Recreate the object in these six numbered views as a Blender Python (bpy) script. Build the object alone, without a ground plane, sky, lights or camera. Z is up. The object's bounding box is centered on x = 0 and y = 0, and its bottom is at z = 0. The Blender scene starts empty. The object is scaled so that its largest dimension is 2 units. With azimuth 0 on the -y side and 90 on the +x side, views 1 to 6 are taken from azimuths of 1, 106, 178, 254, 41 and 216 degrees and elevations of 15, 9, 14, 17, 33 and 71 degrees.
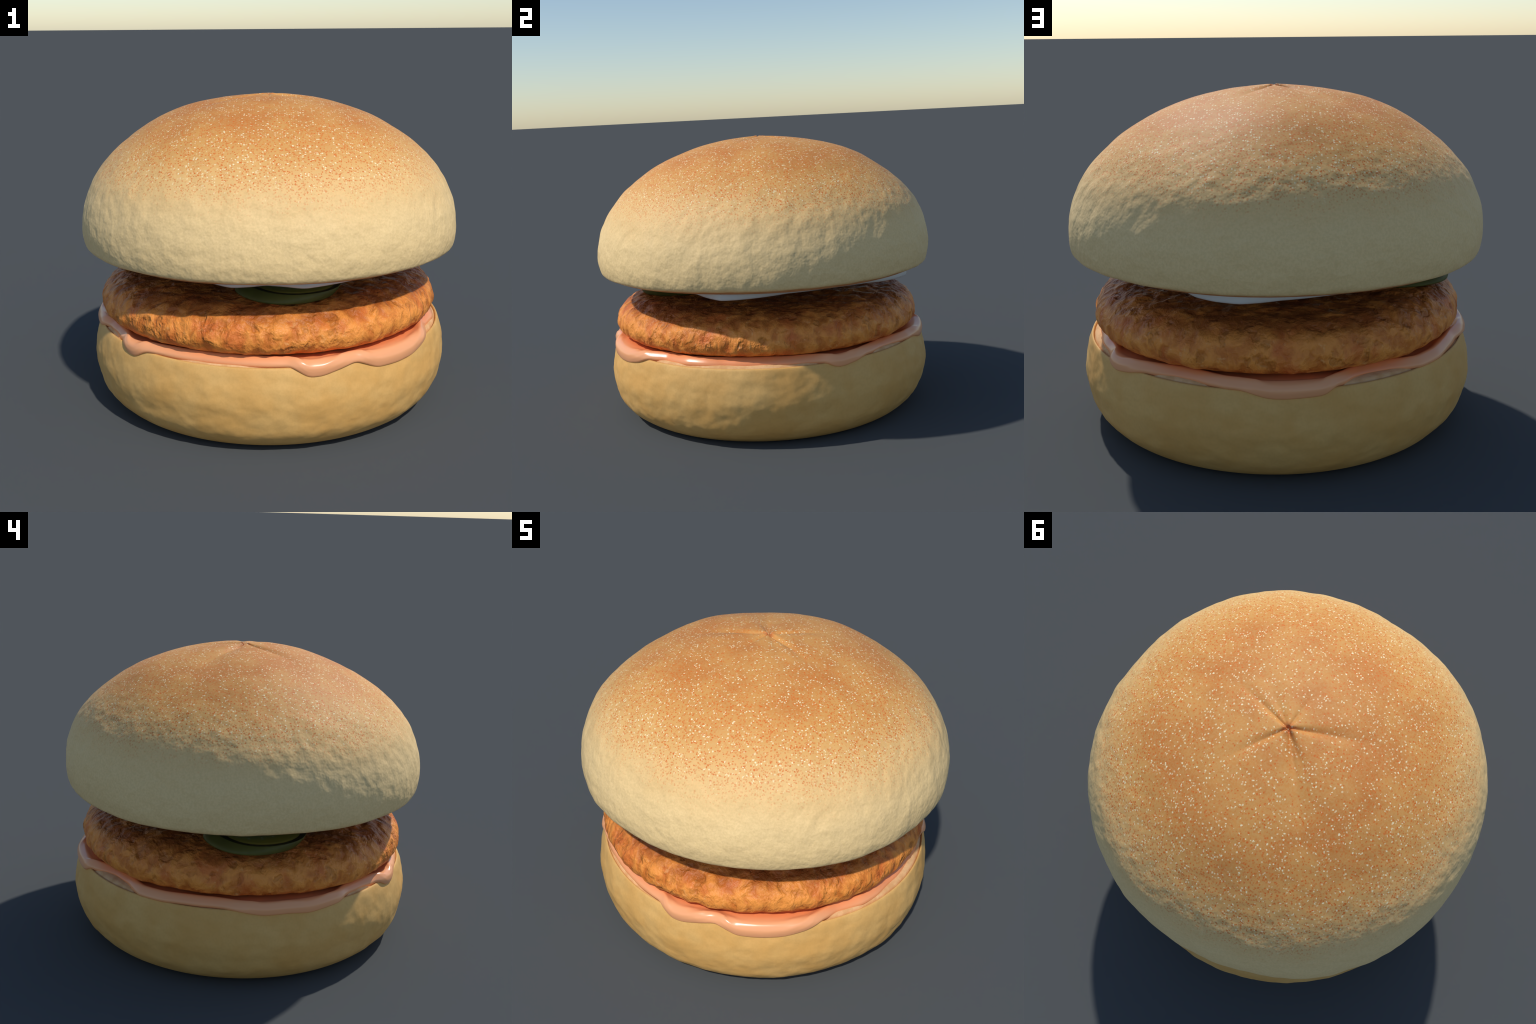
# Chicken burger: two bun halves, breaded patty, pink sauce, white sauce, two pickle slices.
import bpy, math, random
import numpy as np
from mathutils import Vector, noise

random.seed(7)
TAU = 2 * math.pi


# ------------------------------------------------------------------ helpers
def catmull(pts, n=8):
    p = np.array(pts, float)
    e = np.vstack([2 * p[0] - p[1], p, 2 * p[-1] - p[-2]])
    out = []
    for i in range(1, len(e) - 2):
        a, b, c, d = e[i - 1:i + 3]
        for t in np.arange(n) / n:
            out.append(.5 * (2 * b + (c - a) * t + (2 * a - 5 * b + 4 * c - d) * t * t + (3 * b - a - 3 * c + d) * t ** 3))
    out.append(p[-1])
    return np.array(out)


def resample(curve, n, power=1.0):
    t = np.r_[0, np.cumsum(np.linalg.norm(np.diff(curve, axis=0), axis=1))]
    q = t[-1] * np.linspace(0, 1, n) ** power
    return np.stack([np.interp(q, t, curve[:, 0]), np.interp(q, t, curve[:, 1])], 1)


def round_table(table, degrees, soft=2.0):
    """Closed curve over the azimuth through (degree, value) pairs, softened a little."""
    a = np.array(table, float)
    x = np.r_[a[:, 0] - 360, a[:, 0], a[:, 0] + 360]
    y = np.tile(a[:, 1], 3)
    d = np.asarray(degrees, float) % 360
    out = np.zeros_like(d)
    w = 0
    for o in (-2, -1, 0, 1, 2):
        k = math.exp(-.5 * (o / 1.1) ** 2)
        out += k * np.interp(d + o * soft * .6, x, y)
        w += k
    return out / w


def fbm(x, y, z, f, octaves=3, seed=0.0):
    return noise.fractal(Vector((x * f + seed, y * f - seed, z * f + 2 * seed)), 1.0, 2.0, octaves)


def grid_mesh(name, rings, mats, cap_first=False, cap_last=False):
    """Closed-around surface through rings of points, each ring an (n, 3) array. Normals face outward
    when the rings run from the underside over the outside to the top with counterclockwise points."""
    n = len(rings[0])
    verts = np.concatenate(rings)
    faces = []
    for i in range(len(rings) - 1):
        a, b = i * n, (i + 1) * n
        for j in range(n):
            k = (j + 1) % n
            faces.append((a + j, a + k, b + k, b + j))
    verts = verts.tolist()
    if cap_first:
        c = len(verts)
        verts.append(np.mean(rings[0], axis=0).tolist())
        faces += [(c, (j + 1) % n, j) for j in range(n)]
    if cap_last:
        c = len(verts)
        b = (len(rings) - 1) * n
        verts.append(np.mean(rings[-1], axis=0).tolist())
        faces += [(c, b + j, b + (j + 1) % n) for j in range(n)]
    me = bpy.data.meshes.new(name)
    me.from_pydata(verts, [], faces)
    me.validate()
    for m in mats:
        me.materials.append(m)
    me.polygons.foreach_set("use_smooth", [True] * len(me.polygons))
    me.update()
    ob = bpy.data.objects.new(name, me)
    bpy.context.scene.collection.objects.link(ob)
    return ob


class Nodes:
    def __init__(self, name):
        self.mat = bpy.data.materials.new(name)
        self.mat.use_nodes = True
        self.t = self.mat.node_tree
        self.t.nodes.clear()
        self.out = self.t.nodes.new("ShaderNodeOutputMaterial")
        self.bsdf = self.t.nodes.new("ShaderNodeBsdfPrincipled")
        self.t.links.new(self.bsdf.outputs[0], self.out.inputs[0])
        self.coord = self.t.nodes.new("ShaderNodeTexCoord").outputs["Object"]

    def put(self, sock, v):
        if isinstance(v, bpy.types.NodeSocket):
            self.t.links.new(v, sock)
        elif isinstance(v, (tuple, list)) and len(v) == 3 and sock.type == "RGBA":
            sock.default_value = (*v, 1)
        else:
            sock.default_value = v

    def mapping(self, scale=(1, 1, 1), loc=(0, 0, 0), vec=None):
        n = self.t.nodes.new("ShaderNodeMapping")
        self.put(n.inputs["Vector"], vec or self.coord)
        n.inputs["Scale"].default_value = scale
        n.inputs["Location"].default_value = loc
        return n.outputs[0]

    def noise(self, scale, detail=3, rough=.55, dist=0, vec=None, color=False):
        n = self.t.nodes.new("ShaderNodeTexNoise")
        self.put(n.inputs["Vector"], vec or self.coord)
        for k, v in (("Scale", scale), ("Detail", detail), ("Roughness", rough), ("Distortion", dist)):
            n.inputs[k].default_value = v
        return n.outputs["Color" if color else "Fac"]

    def voronoi(self, scale, vec=None, rand=1.0, feature="F1"):
        n = self.t.nodes.new("ShaderNodeTexVoronoi")
        n.feature = feature
        self.put(n.inputs["Vector"], vec or self.coord)
        n.inputs["Scale"].default_value = scale
        n.inputs["Randomness"].default_value = rand
        return n.outputs["Distance"], n.outputs["Color"]

    def math(self, op, a, b=0.0, clamp=False):
        n = self.t.nodes.new("ShaderNodeMath")
        n.operation = op
        n.use_clamp = clamp
        self.put(n.inputs[0], a)
        self.put(n.inputs[1], b)
        return n.outputs[0]

    def ramp(self, v, lo, hi, a=0.0, b=1.0, smooth=True):
        n = self.t.nodes.new("ShaderNodeMapRange")
        n.interpolation_type = "SMOOTHSTEP" if smooth else "LINEAR"
        self.put(n.inputs["Value"], v)
        for k, x in (("From Min", lo), ("From Max", hi), ("To Min", a), ("To Max", b)):
            self.put(n.inputs[k], x)
        return n.outputs[0]

    def mix(self, f, a, b):
        n = self.t.nodes.new("ShaderNodeMix")
        n.data_type = "RGBA"
        self.put(n.inputs[0], f)
        self.put(n.inputs[6], a)
        self.put(n.inputs[7], b)
        return n.outputs[2]

    def split(self, vec=None):
        n = self.t.nodes.new("ShaderNodeSeparateXYZ")
        self.put(n.inputs[0], vec or self.coord)
        return n.outputs

    def add(self, a, b, scale=1.0):
        n = self.t.nodes.new("ShaderNodeVectorMath")
        n.operation = "MULTIPLY_ADD"
        self.put(n.inputs[0], b)
        n.inputs[1].default_value = (scale,) * 3
        self.put(n.inputs[2], a)
        return n.outputs[0]

    def bump(self, h, strength=.5, distance=.01, normal=None):
        n = self.t.nodes.new("ShaderNodeBump")
        self.put(n.inputs["Height"], h)
        n.inputs["Strength"].default_value = strength
        n.inputs["Distance"].default_value = distance
        if normal is not None:
            self.put(n.inputs["Normal"], normal)
        return n.outputs[0]

    def finish(self, color, rough, normal=None, spec=.4, coat=0.0):
        b = self.bsdf.inputs
        self.put(b["Base Color"], color)
        self.put(b["Roughness"], rough)
        self.put(b["Specular IOR Level"], spec)
        self.put(b["Coat Weight"], coat)
        if coat:
            b["Coat Roughness"].default_value = .12
        if normal is not None:
            self.put(b["Normal"], normal)
        return self.mat


def srgb(r, g, b):
    f = lambda c: ((c / 255 + .055) / 1.055) ** 2.4 if c > 10 else c / 255 / 12.92
    return f(r), f(g), f(b)


# ---------------------------------------------------------------- materials
def top_crust_material():
    m = Nodes("baked_bun_crust")
    x, y, z = m.split()
    wob = m.math("MULTIPLY_ADD", m.noise(5, 3), .10)
    wob.node.inputs[2].default_value = -.05
    h = m.math("ADD", z, wob)
    pale = srgb(*PALE)
    mid = srgb(*MID)
    crown = srgb(*CROWN)
    col = m.mix(m.ramp(h, 1.04, 1.50), pale, mid)
    patch = m.ramp(m.noise(4.0, 2), .35, .70)
    crownf = m.math("MULTIPLY", m.ramp(h, 1.28, 1.58), m.math("MULTIPLY_ADD", patch, .6), True)
    crownf.node.inputs[1].links[0].from_node.inputs[2].default_value = .5
    col = m.mix(crownf, col, crown)
    axis = m.math("SQRT", m.math("ADD", m.math("MULTIPLY", x, x), m.math("MULTIPLY", y, y)))
    col = m.mix(m.math("MULTIPLY", m.ramp(axis, .045, .004), m.ramp(z, 1.4, 1.5)), col, srgb(202, 112, 56))
    # fine flour grain
    grain = m.noise(95, 3, .65)
    col = m.mix(m.ramp(grain, .38, .62, .0, .26), col, srgb(*DUST))
    # toasted flecks and pale flecks, each a scatter of small cells
    jig = m.add(m.coord, m.noise(70, 1, color=True), .012)
    d1, c1 = m.voronoi(92, jig)
    s1 = m.split(c1)
    dens1 = m.math("MULTIPLY", m.ramp(h, 1.12, 1.28), m.ramp(h, 1.60, 1.46, .40, 1))
    pick1 = m.math("LESS_THAN", s1[0], m.math("MULTIPLY", dens1, m.ramp(m.noise(9, 2), .35, .65, .62, .98)))
    fleck1 = m.math("MULTIPLY", pick1, m.ramp(d1, .50, .30))
    fleck1 = m.math("MULTIPLY", m.math("MULTIPLY", fleck1, m.ramp(s1[1], 0, 1, .42, .95)), m.ramp(h, 1.16, 1.34, .15, 1))
    col = m.mix(fleck1, col, srgb(*TOAST))
    jig2 = m.add(m.mapping(loc=(3.1, 1.7, 5.2)), m.noise(60, 1, color=True), .012)
    d2, c2 = m.voronoi(88, jig2)
    s2 = m.split(c2)
    pick2 = m.math("LESS_THAN", s2[0], m.math("MULTIPLY", m.ramp(h, 1.14, 1.34), m.ramp(m.noise(8, 2), .35, .65, .20, .40)))
    fleck2 = m.math("MULTIPLY", pick2, m.ramp(d2, .43, .28))
    fleck2 = m.math("MULTIPLY", fleck2, m.math("MULTIPLY", m.ramp(s2[1], 0, 1, .5, 1), m.ramp(h, 1.18, 1.36, .15, 1)))
    col = m.mix(fleck2, col, srgb(*CREAM))
    low = m.ramp(h, 1.5, 1.2, .12, 1)
    b1 = m.bump(m.math("MULTIPLY", m.noise(22, 2.0, .45, .0), low), .5, .0145)
    b2 = m.bump(grain, .10, .004, b1)
    return m.finish(col, .62, b2, .3)


def bottom_crust_material():
    m = Nodes("soft_bun_crust")
    col = m.mix(m.ramp(m.noise(5, 3), .30, .72), srgb(*LOW_A), srgb(*LOW_B))
    grain = m.noise(80, 3, .65)
    col = m.mix(m.ramp(grain, .40, .64, 0, .18), col, srgb(*LOW_C))
    b1 = m.bump(m.noise(14, 1.5, .4, 0), .35, .014)
    b2 = m.bump(grain, .10, .004, b1)
    return m.finish(col, .62, b2, .3)


def crumb_material():
    m = Nodes("bread_crumb")
    col = m.mix(m.ramp(m.noise(14, 4), .38, .62), srgb(*CRUMB_A), srgb(*CRUMB_B))
    return m.finish(col, .8, m.bump(m.noise(40, 4), .4, .01), .2)


def patty_material():
    m = Nodes("fried_breading")
    x, y, z = m.split()
    vec = m.add(m.mapping((1, 1, .75)), m.noise(9, 2, color=True), .05)
    n1 = m.noise(17, 4, .5, 0, vec)
    n2 = m.noise(7, 3, .55, 0, vec)
    col = m.mix(m.ramp(n1, .34, .60), srgb(*FRY_DARK), srgb(*FRY))
    col = m.mix(m.ramp(n2, .50, .66, 0, .6), col, srgb(*FRY_RED))
    col = m.mix(m.ramp(m.noise(30, 4, .6, .3, m.mapping(loc=(4, 2, 1))), .60, .72, 0, .55), col, srgb(*FRY_PALE))
    pits = m.ramp(m.noise(13, 3, .5, .1, m.mapping((1, 1, .8), (7, 3, 2))), .55, .70)
    col = m.mix(m.math("MULTIPLY", pits, .38), col, srgb(*FRY_PIT_SHADE))  # relief shadow in the breading hollows, partly painted as brown
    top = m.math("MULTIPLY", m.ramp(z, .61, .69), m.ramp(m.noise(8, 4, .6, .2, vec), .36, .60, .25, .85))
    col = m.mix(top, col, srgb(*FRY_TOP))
    h = m.math("ADD", n1, m.math("MULTIPLY", pits, -.25))
    return m.finish(col, .48, m.bump(h, .9, .036), .3)


def pink_sauce_material():
    m = Nodes("pink_sauce")
    x, y, z = m.split()
    r = m.math("SQRT", m.math("ADD", m.math("MULTIPLY", x, x), m.math("MULTIPLY", y, y)))
    col = m.mix(m.ramp(r, .86, .93), srgb(*SAUCE_IN), srgb(*SAUCE))
    return m.finish(col, .26, m.bump(m.noise(9, 2), .08, .01), .5)


def plain(name, rgb, rough, spec=.4, other=None, scale=12):
    m = Nodes(name)
    c = srgb(*rgb)
    if other:
        c = m.mix(m.ramp(m.noise(scale, 3), .4, .62), c, srgb(*other))
    return m.finish(c, rough, m.bump(m.noise(scale * 2, 2), .1, .004), spec)


def pickle_flesh_material():
    m = Nodes("pickle_flesh")
    x, y, z = m.split()
    r = m.math("SQRT", m.math("ADD", m.math("MULTIPLY", x, x), m.math("MULTIPLY", y, y)))
    col = m.mix(m.ramp(r, .09, .17), srgb(*PK_CORE), srgb(*PK_FLESH))
    seeds = m.ramp(m.voronoi(26, m.mapping((1, 1, .2)))[0], .28, .2)
    col = m.mix(m.math("MULTIPLY", seeds, m.ramp(r, .15, .11)), col, srgb(*PK_SEED))
    return m.finish(col, .35, m.bump(m.noise(18, 2), .15, .01), .45)


PALE, MID, CROWN = (246, 212, 153), (230, 171, 93), (206, 128, 58)
DUST, TOAST, CREAM = (214, 182, 120), (218, 112, 40), (251, 232, 184)
LOW_A, LOW_B, LOW_C = (224, 170, 95), (230, 182, 110), (204, 154, 84)
CRUMB_A, CRUMB_B = (218, 166, 112), (232, 186, 134)
FRY, FRY_DARK, FRY_RED, FRY_PALE, FRY_PIT_SHADE = (246, 155, 70), (212, 120, 48), (214, 104, 48), (248, 180, 112), (140, 76, 28)
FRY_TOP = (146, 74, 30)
SAUCE, SAUCE_IN = (248, 172, 120), (244, 146, 90)
PK_SKIN, PK_RIND, PK_FLESH, PK_CORE, PK_SEED = (88, 86, 40), (52, 48, 14), (158, 146, 60), (140, 142, 84), (190, 196, 166)
TOP_CRUMB_A, TOP_CRUMB_B = (206, 142, 92), (214, 152, 100)

M_top = top_crust_material()
M_bottom = bottom_crust_material()
M_crumb = crumb_material()
M_topcrumb = plain("toasted_crumb", TOP_CRUMB_A, .75, .2, TOP_CRUMB_B)
M_patty = patty_material()
M_pink = pink_sauce_material()
M_white = plain("white_sauce", (222, 222, 220), .3, .5)
M_skin = plain("pickle_skin", PK_SKIN, .5, .25, (92, 92, 42))
M_rind = plain("pickle_rind_edge", PK_RIND, .4, .4)
M_flesh = pickle_flesh_material()

# --------------------------------------------------------------- the burger
burger = bpy.data.objects.new("chicken_burger", None)
bpy.context.scene.collection.objects.link(burger)
burger["label"] = "burger with speckled domed bun, fried patty, pickles and pink sauce"
burger["category"] = "burger"

# ---- top bun crust: a dome of revolution with five soft lobes and a pinched navel
N = 480
deg = np.arange(N) * 360 / N
ang = np.radians(deg)
ca, sa = np.cos(ang), np.sin(ang)
TOP = [(.948, .864), (.968, .8635), (.984, .871), (.993, .894), (.999, .95), (.988, 1.04), (.95, 1.145), (.89, 1.25), (.775, 1.37),
       (.61, 1.48), (.42, 1.56), (.25, 1.605), (.10, 1.624), (.035, 1.626), (.006, 1.626)]
LOBES = [(0, 0), (20, .013), (35, .011), (50, .004), (60, .002), (75, .003), (90, -.005), (100, -.009), (110, -.007), (120, .004),
         (130, .014), (150, .011), (165, .007), (180, 0), (195, .005), (210, .013), (230, .016), (245, .018), (255, .012), (265, .001),
         (273, -.002), (285, .006), (300, .014), (325, .014), (340, .009), (350, .003)]
# azimuth, reach from the navel, depth, spread
CREASES = [(349, .36, .80, .10), (326, .40, .55, .26), (271, .26, .45, .12), (207, .48, .75, .12), (133, .78, 1.05, .20), (145, .24, .45, .09), (60, .38, .72, .12), (108, .09, .3, .1)]
SHOULDER = [(0, .005), (30, .006), (60, .013), (80, .018), (100, .018), (120, .016), (135, .009), (150, .009), (165, .009), (180, .008), (195, .010),
            (210, .014), (225, .013), (240, .010), (255, .004), (280, .006), (310, .006), (335, .006)]
RIDGES = [(92, 24, .55, .016), (172, 22, .50, .013)]       # azimuth, spread in degrees, radius, height
shoulder = round_table(SHOULDER, deg, 5)
sag = round_table([(30, 0), (80, .005), (110, .007), (180, .007), (220, .005), (260, .002), (320, .002)], deg, 6)   # the rim hangs lower at the back
lobe = round_table(LOBES, deg, 5)
prof = resample(catmull(TOP), 210, 1.0)
fine = catmull([(r, z) for r, z in prof[-12:]], 4)          # denser rings round the navel
prof = np.vstack([prof[:-12], fine])
tang = np.gradient(prof, axis=0)
tang /= np.linalg.norm(tang, axis=1)[:, None]
rings = []
for (r, z), t in zip(prof, tang):
    nr, nz = t[1], -t[0]                                    # outward normal in the (r, z) plane
    R = r + lobe * min(1.0, r / .55)
    full = shoulder * math.exp(-((z - 1.2) / .2) ** 2)
    Z = np.full(N, z)
    groove = np.zeros(N)
    for az, reach, deep, spread in CREASES:
        d = np.radians((deg - az + 180) % 360 - 180)
        side = r * np.sin(np.clip(d, -1.5, 1.5))
        width = .005 + spread * r
        fade = max(0.0, 1 - r / reach) ** 1.3
        groove += np.where(np.abs(d) < 1.4, deep * (.9 * np.exp(-(side / width) ** 2) + .22 * np.exp(-(side / (.004 + .3 * spread * r)) ** 2)), 0) * fade * min(1, r / .012) * (.7 + .3 * min(1, r / .16))
    swell = .009 * math.exp(-(r / .035) ** 2) - (.022 * (1 - r / .014) if r < .014 else 0)
    disp = np.empty(N)
    amp = .0014 + .0026 * min(1, max(0, (1.5 - z) / .3))
    amp *= min(1, max(.15, (z - .84) / .06))
    for j in range(N):
        px, py = R[j] * ca[j], R[j] * sa[j]
        disp[j] = amp * fbm(px, py, z * .8, 11, 2, 3.3) + .004 * fbm(px, py, z, 2.6, 2, 9.1) * min(1, r / .2)
    for az, spread, rad, high in RIDGES:
        full = full + high * np.exp(-(((deg - az + 180) % 360 - 180) / spread) ** 2) * math.exp(-((r - rad) / .2) ** 2)
    disp += swell + full - .023 * groove
    R = R + nr * disp
    Z = Z + nz * disp - sag * math.exp(-((z - .85) / .06) ** 2)
    rings.append(np.stack([R * ca, R * sa, Z], 1))
top_bun = grid_mesh("top_bun", rings, [M_top], cap_last=True)
top_bun.parent = burger

# underside of the top bun: a flat toasted cut face, rounded at its rim
edge = [(0.0, .846), (.5, .846), (.80, .844), (.875, .841), (.910, .8415), (.937, .849), (.953, .861), (.948, .872)]
rr = []
for r, z in resample(catmull(edge, 6), 40):
    R = max(r, .002) + lobe * min(1, r / .55)
    rr.append(np.stack([R * ca, R * sa, z - sag * min(1, r / .9)], 1))
top_crumb = grid_mesh("bun_cut_face", rr, [M_topcrumb])
top_crumb.parent = top_bun

# ---- bottom bun crust
LOW = [(.30, .002), (.70, .0), (.788, .0), (.828, .008), (.878, .044), (.925, .105), (.953, .18), (.967, .255), (.960, .33), (.946, .395), (.934, .432), (.926, .443), (.921, .436), (.916, .41)]
HEEL = [(0, .006), (40, .009), (75, .002), (115, .006), (160, .006), (195, .009), (225, .014), (280, .014), (310, .010), (340, .006)]
LEAN = [(0, 0), (70, -.002), (110, -.001), (160, 0), (200, .002), (250, .006), (290, .004), (330, 0)]
heel = round_table(HEEL, deg, 6)
lean = round_table(LEAN, deg, 6)
rings = []
prof = resample(catmull(LOW), 120)
tang = np.gradient(prof, axis=0)
tang /= np.linalg.norm(tang, axis=1)[:, None]
for (r, z), t in zip(prof, tang):
    nr, nz = t[1], -t[0]
    k = min(1, max(0, (z - .02) / .06)) * min(1, max(0, (.445 - z) / .05))
    R = r + heel * math.exp(-((z - .09) / .09) ** 2) + lean * min(1, r / .7) * min(1, max(0, (.43 - z) / .1))
    disp = np.array([k * (.0035 * fbm(r * ca[j], r * sa[j], z * 1.2, 11, 3, 5.5) + .006 * fbm(r * ca[j], r * sa[j], z, 2.2, 2, 1.7)) for j in range(N)])
    rings.append(np.stack([(R + nr * disp) * ca, (R + nr * disp) * sa, np.maximum(0, z + nz * disp)], 1))
bottom_bun = grid_mesh("bottom_bun", rings, [M_bottom], cap_first=True)
bottom_bun.parent = burger

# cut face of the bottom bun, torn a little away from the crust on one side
GAP = [(0, .004), (20, .003), (40, .0), (200, 0), (215, .002), (235, .001), (300, 0), (322, .002), (330, .006), (342, .006), (352, .004)]
gap = round_table(GAP, deg, 3)
rr = []
for r, z in resample(catmull([(.923, .40), (.922, .428), (.916, .442), (.90, .449), (.86, .453), (.6, .456), (.01, .456)], 6), 60):
    R = r - gap * (1 if r > .85 else 0)
    wave = np.array([.0025 * fbm(r * c, r * s, 0, 9, 2, 4.4) for c, s in zip(ca, sa)])
    rr.append(np.stack([R * ca, R * sa, z + wave], 1))
crumb = grid_mesh("bun_cut_face", rr, [M_crumb], cap_last=True)
crumb.parent = bottom_bun

# ---- pink sauce: spread over the cut face; its reach beyond .94 hangs over the rim
REACH = [(0, .896), (5, .898), (15, .893), (23, .908), (29, .911), (33, .925), (37, .957), (40, .961), (46, .947), (50, .936), (60, .904),
         (66, .908), (75, .94), (79, .942), (86, .962), (90, .966), (96, .963), (101, .959), (104, .938), (107, .920), (111, .884), (115, .872),
         (123, .886), (131, .942), (140, .942), (148, .928), (157, .923), (166, .945), (172, .958), (180, .955), (187, .963), (198, .946),
         (203, .918), (210, .914), (217, .930), (222, .966), (226, .970), (230, .944), (237, .930), (248, .917), (258, .917), (270, .926),
         (276, .935), (281, .975), (285, .975), (290, .958), (296, .944), (303, .978), (311, .981), (318, .977), (325, .958), (331, .930),
         (336, .900), (341, .906), (346, .918), (353, .912)]
reach = round_table([(d, v - .008 if v < .945 else v) for d, v in REACH], deg, 1.6)


def over_rim(s):
    """Point and normal on the bun surface at length s from the axis (flat, round rim, then down the side)."""
    if s < .918:
        return (s, .452), (0, 1)
    q = (s - .918) / .024
    if q < 1.35:
        return (.918 + .024 * math.sin(q), .428 + .024 * math.cos(q)), (math.sin(q), math.cos(q))
    e = s - .918 - 1.35 * .024
    return (.918 + .024 * math.sin(1.35) + e * .22, .428 + .024 * math.cos(1.35) - e * .975), (.975, .22)


STEPS = [0, .2, .38, .52, .64, .74, .82, .885, .935, .97, .99, 1.0]
sections = []
for j in range(N):
    a = reach[j]
    end = a if a < .925 else .925 + (a - .925) * 1.22
    start = .74
    pts = []
    for q in STEPS:
        s = start + (end - start) * q
        (r, z), (nr, nz) = over_rim(s)
        tip = max(0.0, (s - (end - .040)) / .040)
        bead = .019 + .016 * math.exp(-((end - .036 - s) / .026) ** 2)
        t = bead * math.sqrt(max(0, 1 - tip ** 2.4)) * (1 - .62 * nr)
        pts.append((r + nr * t, z + nz * t))
    (r, z), (nr, nz) = over_rim(end)
    pts.append((r - nr * .012, z - nz * .012))
    pts.append((.74, .44))
    sections.append(resample(catmull(pts[:-2], 3), 44).tolist() + pts[-2:])
sec = np.array(sections)                                    # azimuth, step, (r, z)
rings = []
for i in range(sec.shape[1] - 1, -1, -1):
    r, z = sec[:, i, 0], sec[:, i, 1]
    rings.append(np.stack([r * ca, r * sa, z], 1))
pink = grid_mesh("pink_sauce", rings, [M_pink], cap_first=True, cap_last=True)
pink.parent = burger

# ---- breaded patty
PATTY = [(.02, .470), (.60, .474), (.80, .478), (.852, .486), (.884, .500), (.906, .524), (.914, .556), (.910, .588), (.893, .623), (.863, .653), (.817, .678), (.742, .696), (.5, .705), (.02, .707)]
BULGE = [(0, -.013), (14, -.010), (32, .003), (60, .003), (90, -.003), (135, -.004), (165, -.014), (185, -.002), (200, .012), (225, .014), (262, .016), (285, .008), (320, -.003)]
bulge = round_table(BULGE, deg, 6)
rings = []
prof = resample(catmull(PATTY), 190)
tang = np.gradient(prof, axis=0)
tang /= np.linalg.norm(tang, axis=1)[:, None]
for (r, z), t in zip(prof, tang):
    nr, nz = t[1], -t[0]
    R = r + bulge * min(1, r / .8)
    disp = np.empty(N)
    k = min(1, max(.2, (z - .478) / .03))
    for j in range(N):
        px, py = R[j] * ca[j], R[j] * sa[j]
        disp[j] = k * (.0085 * fbm(px, py, z * .8, 14, 3, 8.2) + .004 * fbm(px, py, z, 4, 2, 2.9)) * min(1, r / .2)
    R = R + nr * disp
    rings.append(np.stack([R * ca, R * sa, z + nz * disp], 1))
patty = grid_mesh("breaded_patty", rings, [M_patty], cap_first=True, cap_last=True)
patty.parent = burger

# ---- white sauce under the top bun, with a lobed edge
WHITE = [(0, .895), (4, .88), (11, .842), (24, .765), (42, .75), (52, .775), (60, .805), (65, .855), (72, .89), (79, .905), (85, .875), (90, .845), (102, .815), (113, .80), (132, .80),
         (146, .812), (152, .825), (158, .828), (170, .78), (180, .785), (185, .813), (189, .838), (197, .83), (215, .80), (235, .795), (250, .805), (254, .83), (258, .852), (263, .83), (269, .795),
         (275, .82), (281, .866), (290, .84), (302, .814), (322, .75), (345, .755), (353, .83)]
w = round_table(WHITE, deg, 1.6)
rings = []
for k, z in [(0, .7505), (-.55, .7505), (-.35, .768), (-.18, .790), (-.08, .795), (-.03, .796), (-.010, .799), (.0, .805), (.003, .815), (.0, .83), (-.01, .856), (-.02, .857)]:
    R = np.full(N, .01) if k == 0 and z < .751 else w + k
    rings.append(np.stack([R * ca, R * sa, np.full(N, z)], 1))
white = grid_mesh("white_sauce", rings, [M_white], cap_first=True, cap_last=True)
white.parent = burger

# ---- pickle slices: sheared discs with a dark rind edge
PN = 72
pa = np.arange(PN) * TAU / PN
pc, ps = np.cos(pa), np.sin(pa)


def pickle_rings(steps):
    out = []
    for r, z, sh in steps:
        wob = 1 + .012 * np.cos(3 * pa + .6) + .008 * np.cos(5 * pa + 2)
        out.append(np.stack([r * wob * pc, r * wob * ps + sh, np.full(PN, z)], 1))
    return out


skin_steps = [(.20, -.006, 0), (.235, -.006, 0), (.250, -.002, .0), (.253, .006, .004), (.250, .020, .020), (.243, .033, .036), (.237, .039, .043)]
rind_steps = [(.237, .039, .043), (.230, .0405, .044), (.213, .039, .045), (.204, .035, .045)]
flesh_steps = [(.2045, .032, .045), (.201, .0355, .045), (.18, .0365, .045), (.10, .035, .045), (.01, .035, .045)]


def build_pickle(x, y, turn, size):
    sk = grid_mesh("pickle_slice", pickle_rings(skin_steps), [M_skin], cap_first=True)
    sk.location = (x, y, .705)
    sk.rotation_euler = (0, 0, turn)
    sk.scale = (size, size, 1)
    sk.parent = burger
    for nm, st, mt, cap in (("pickle_rind", rind_steps, M_rind, False), ("pickle_flesh", flesh_steps, M_flesh, True)):
        o = grid_mesh(nm, pickle_rings(st), [mt], cap_last=cap)
        o.parent = sk


# local +x faces outward, local +y (the shear) lies to the right as seen from outside
build_pickle(.082, -.525, math.radians(-80), 1.0)
build_pickle(-.588, .098, math.radians(173), 1.02)

bpy.context.view_layer.update()
allv = [o.matrix_world @ v.co for o in bpy.data.objects if o.type == "MESH" for v in o.data.vertices]
A = np.array(allv)
print("EXTENT", A.min(0), A.max(0))
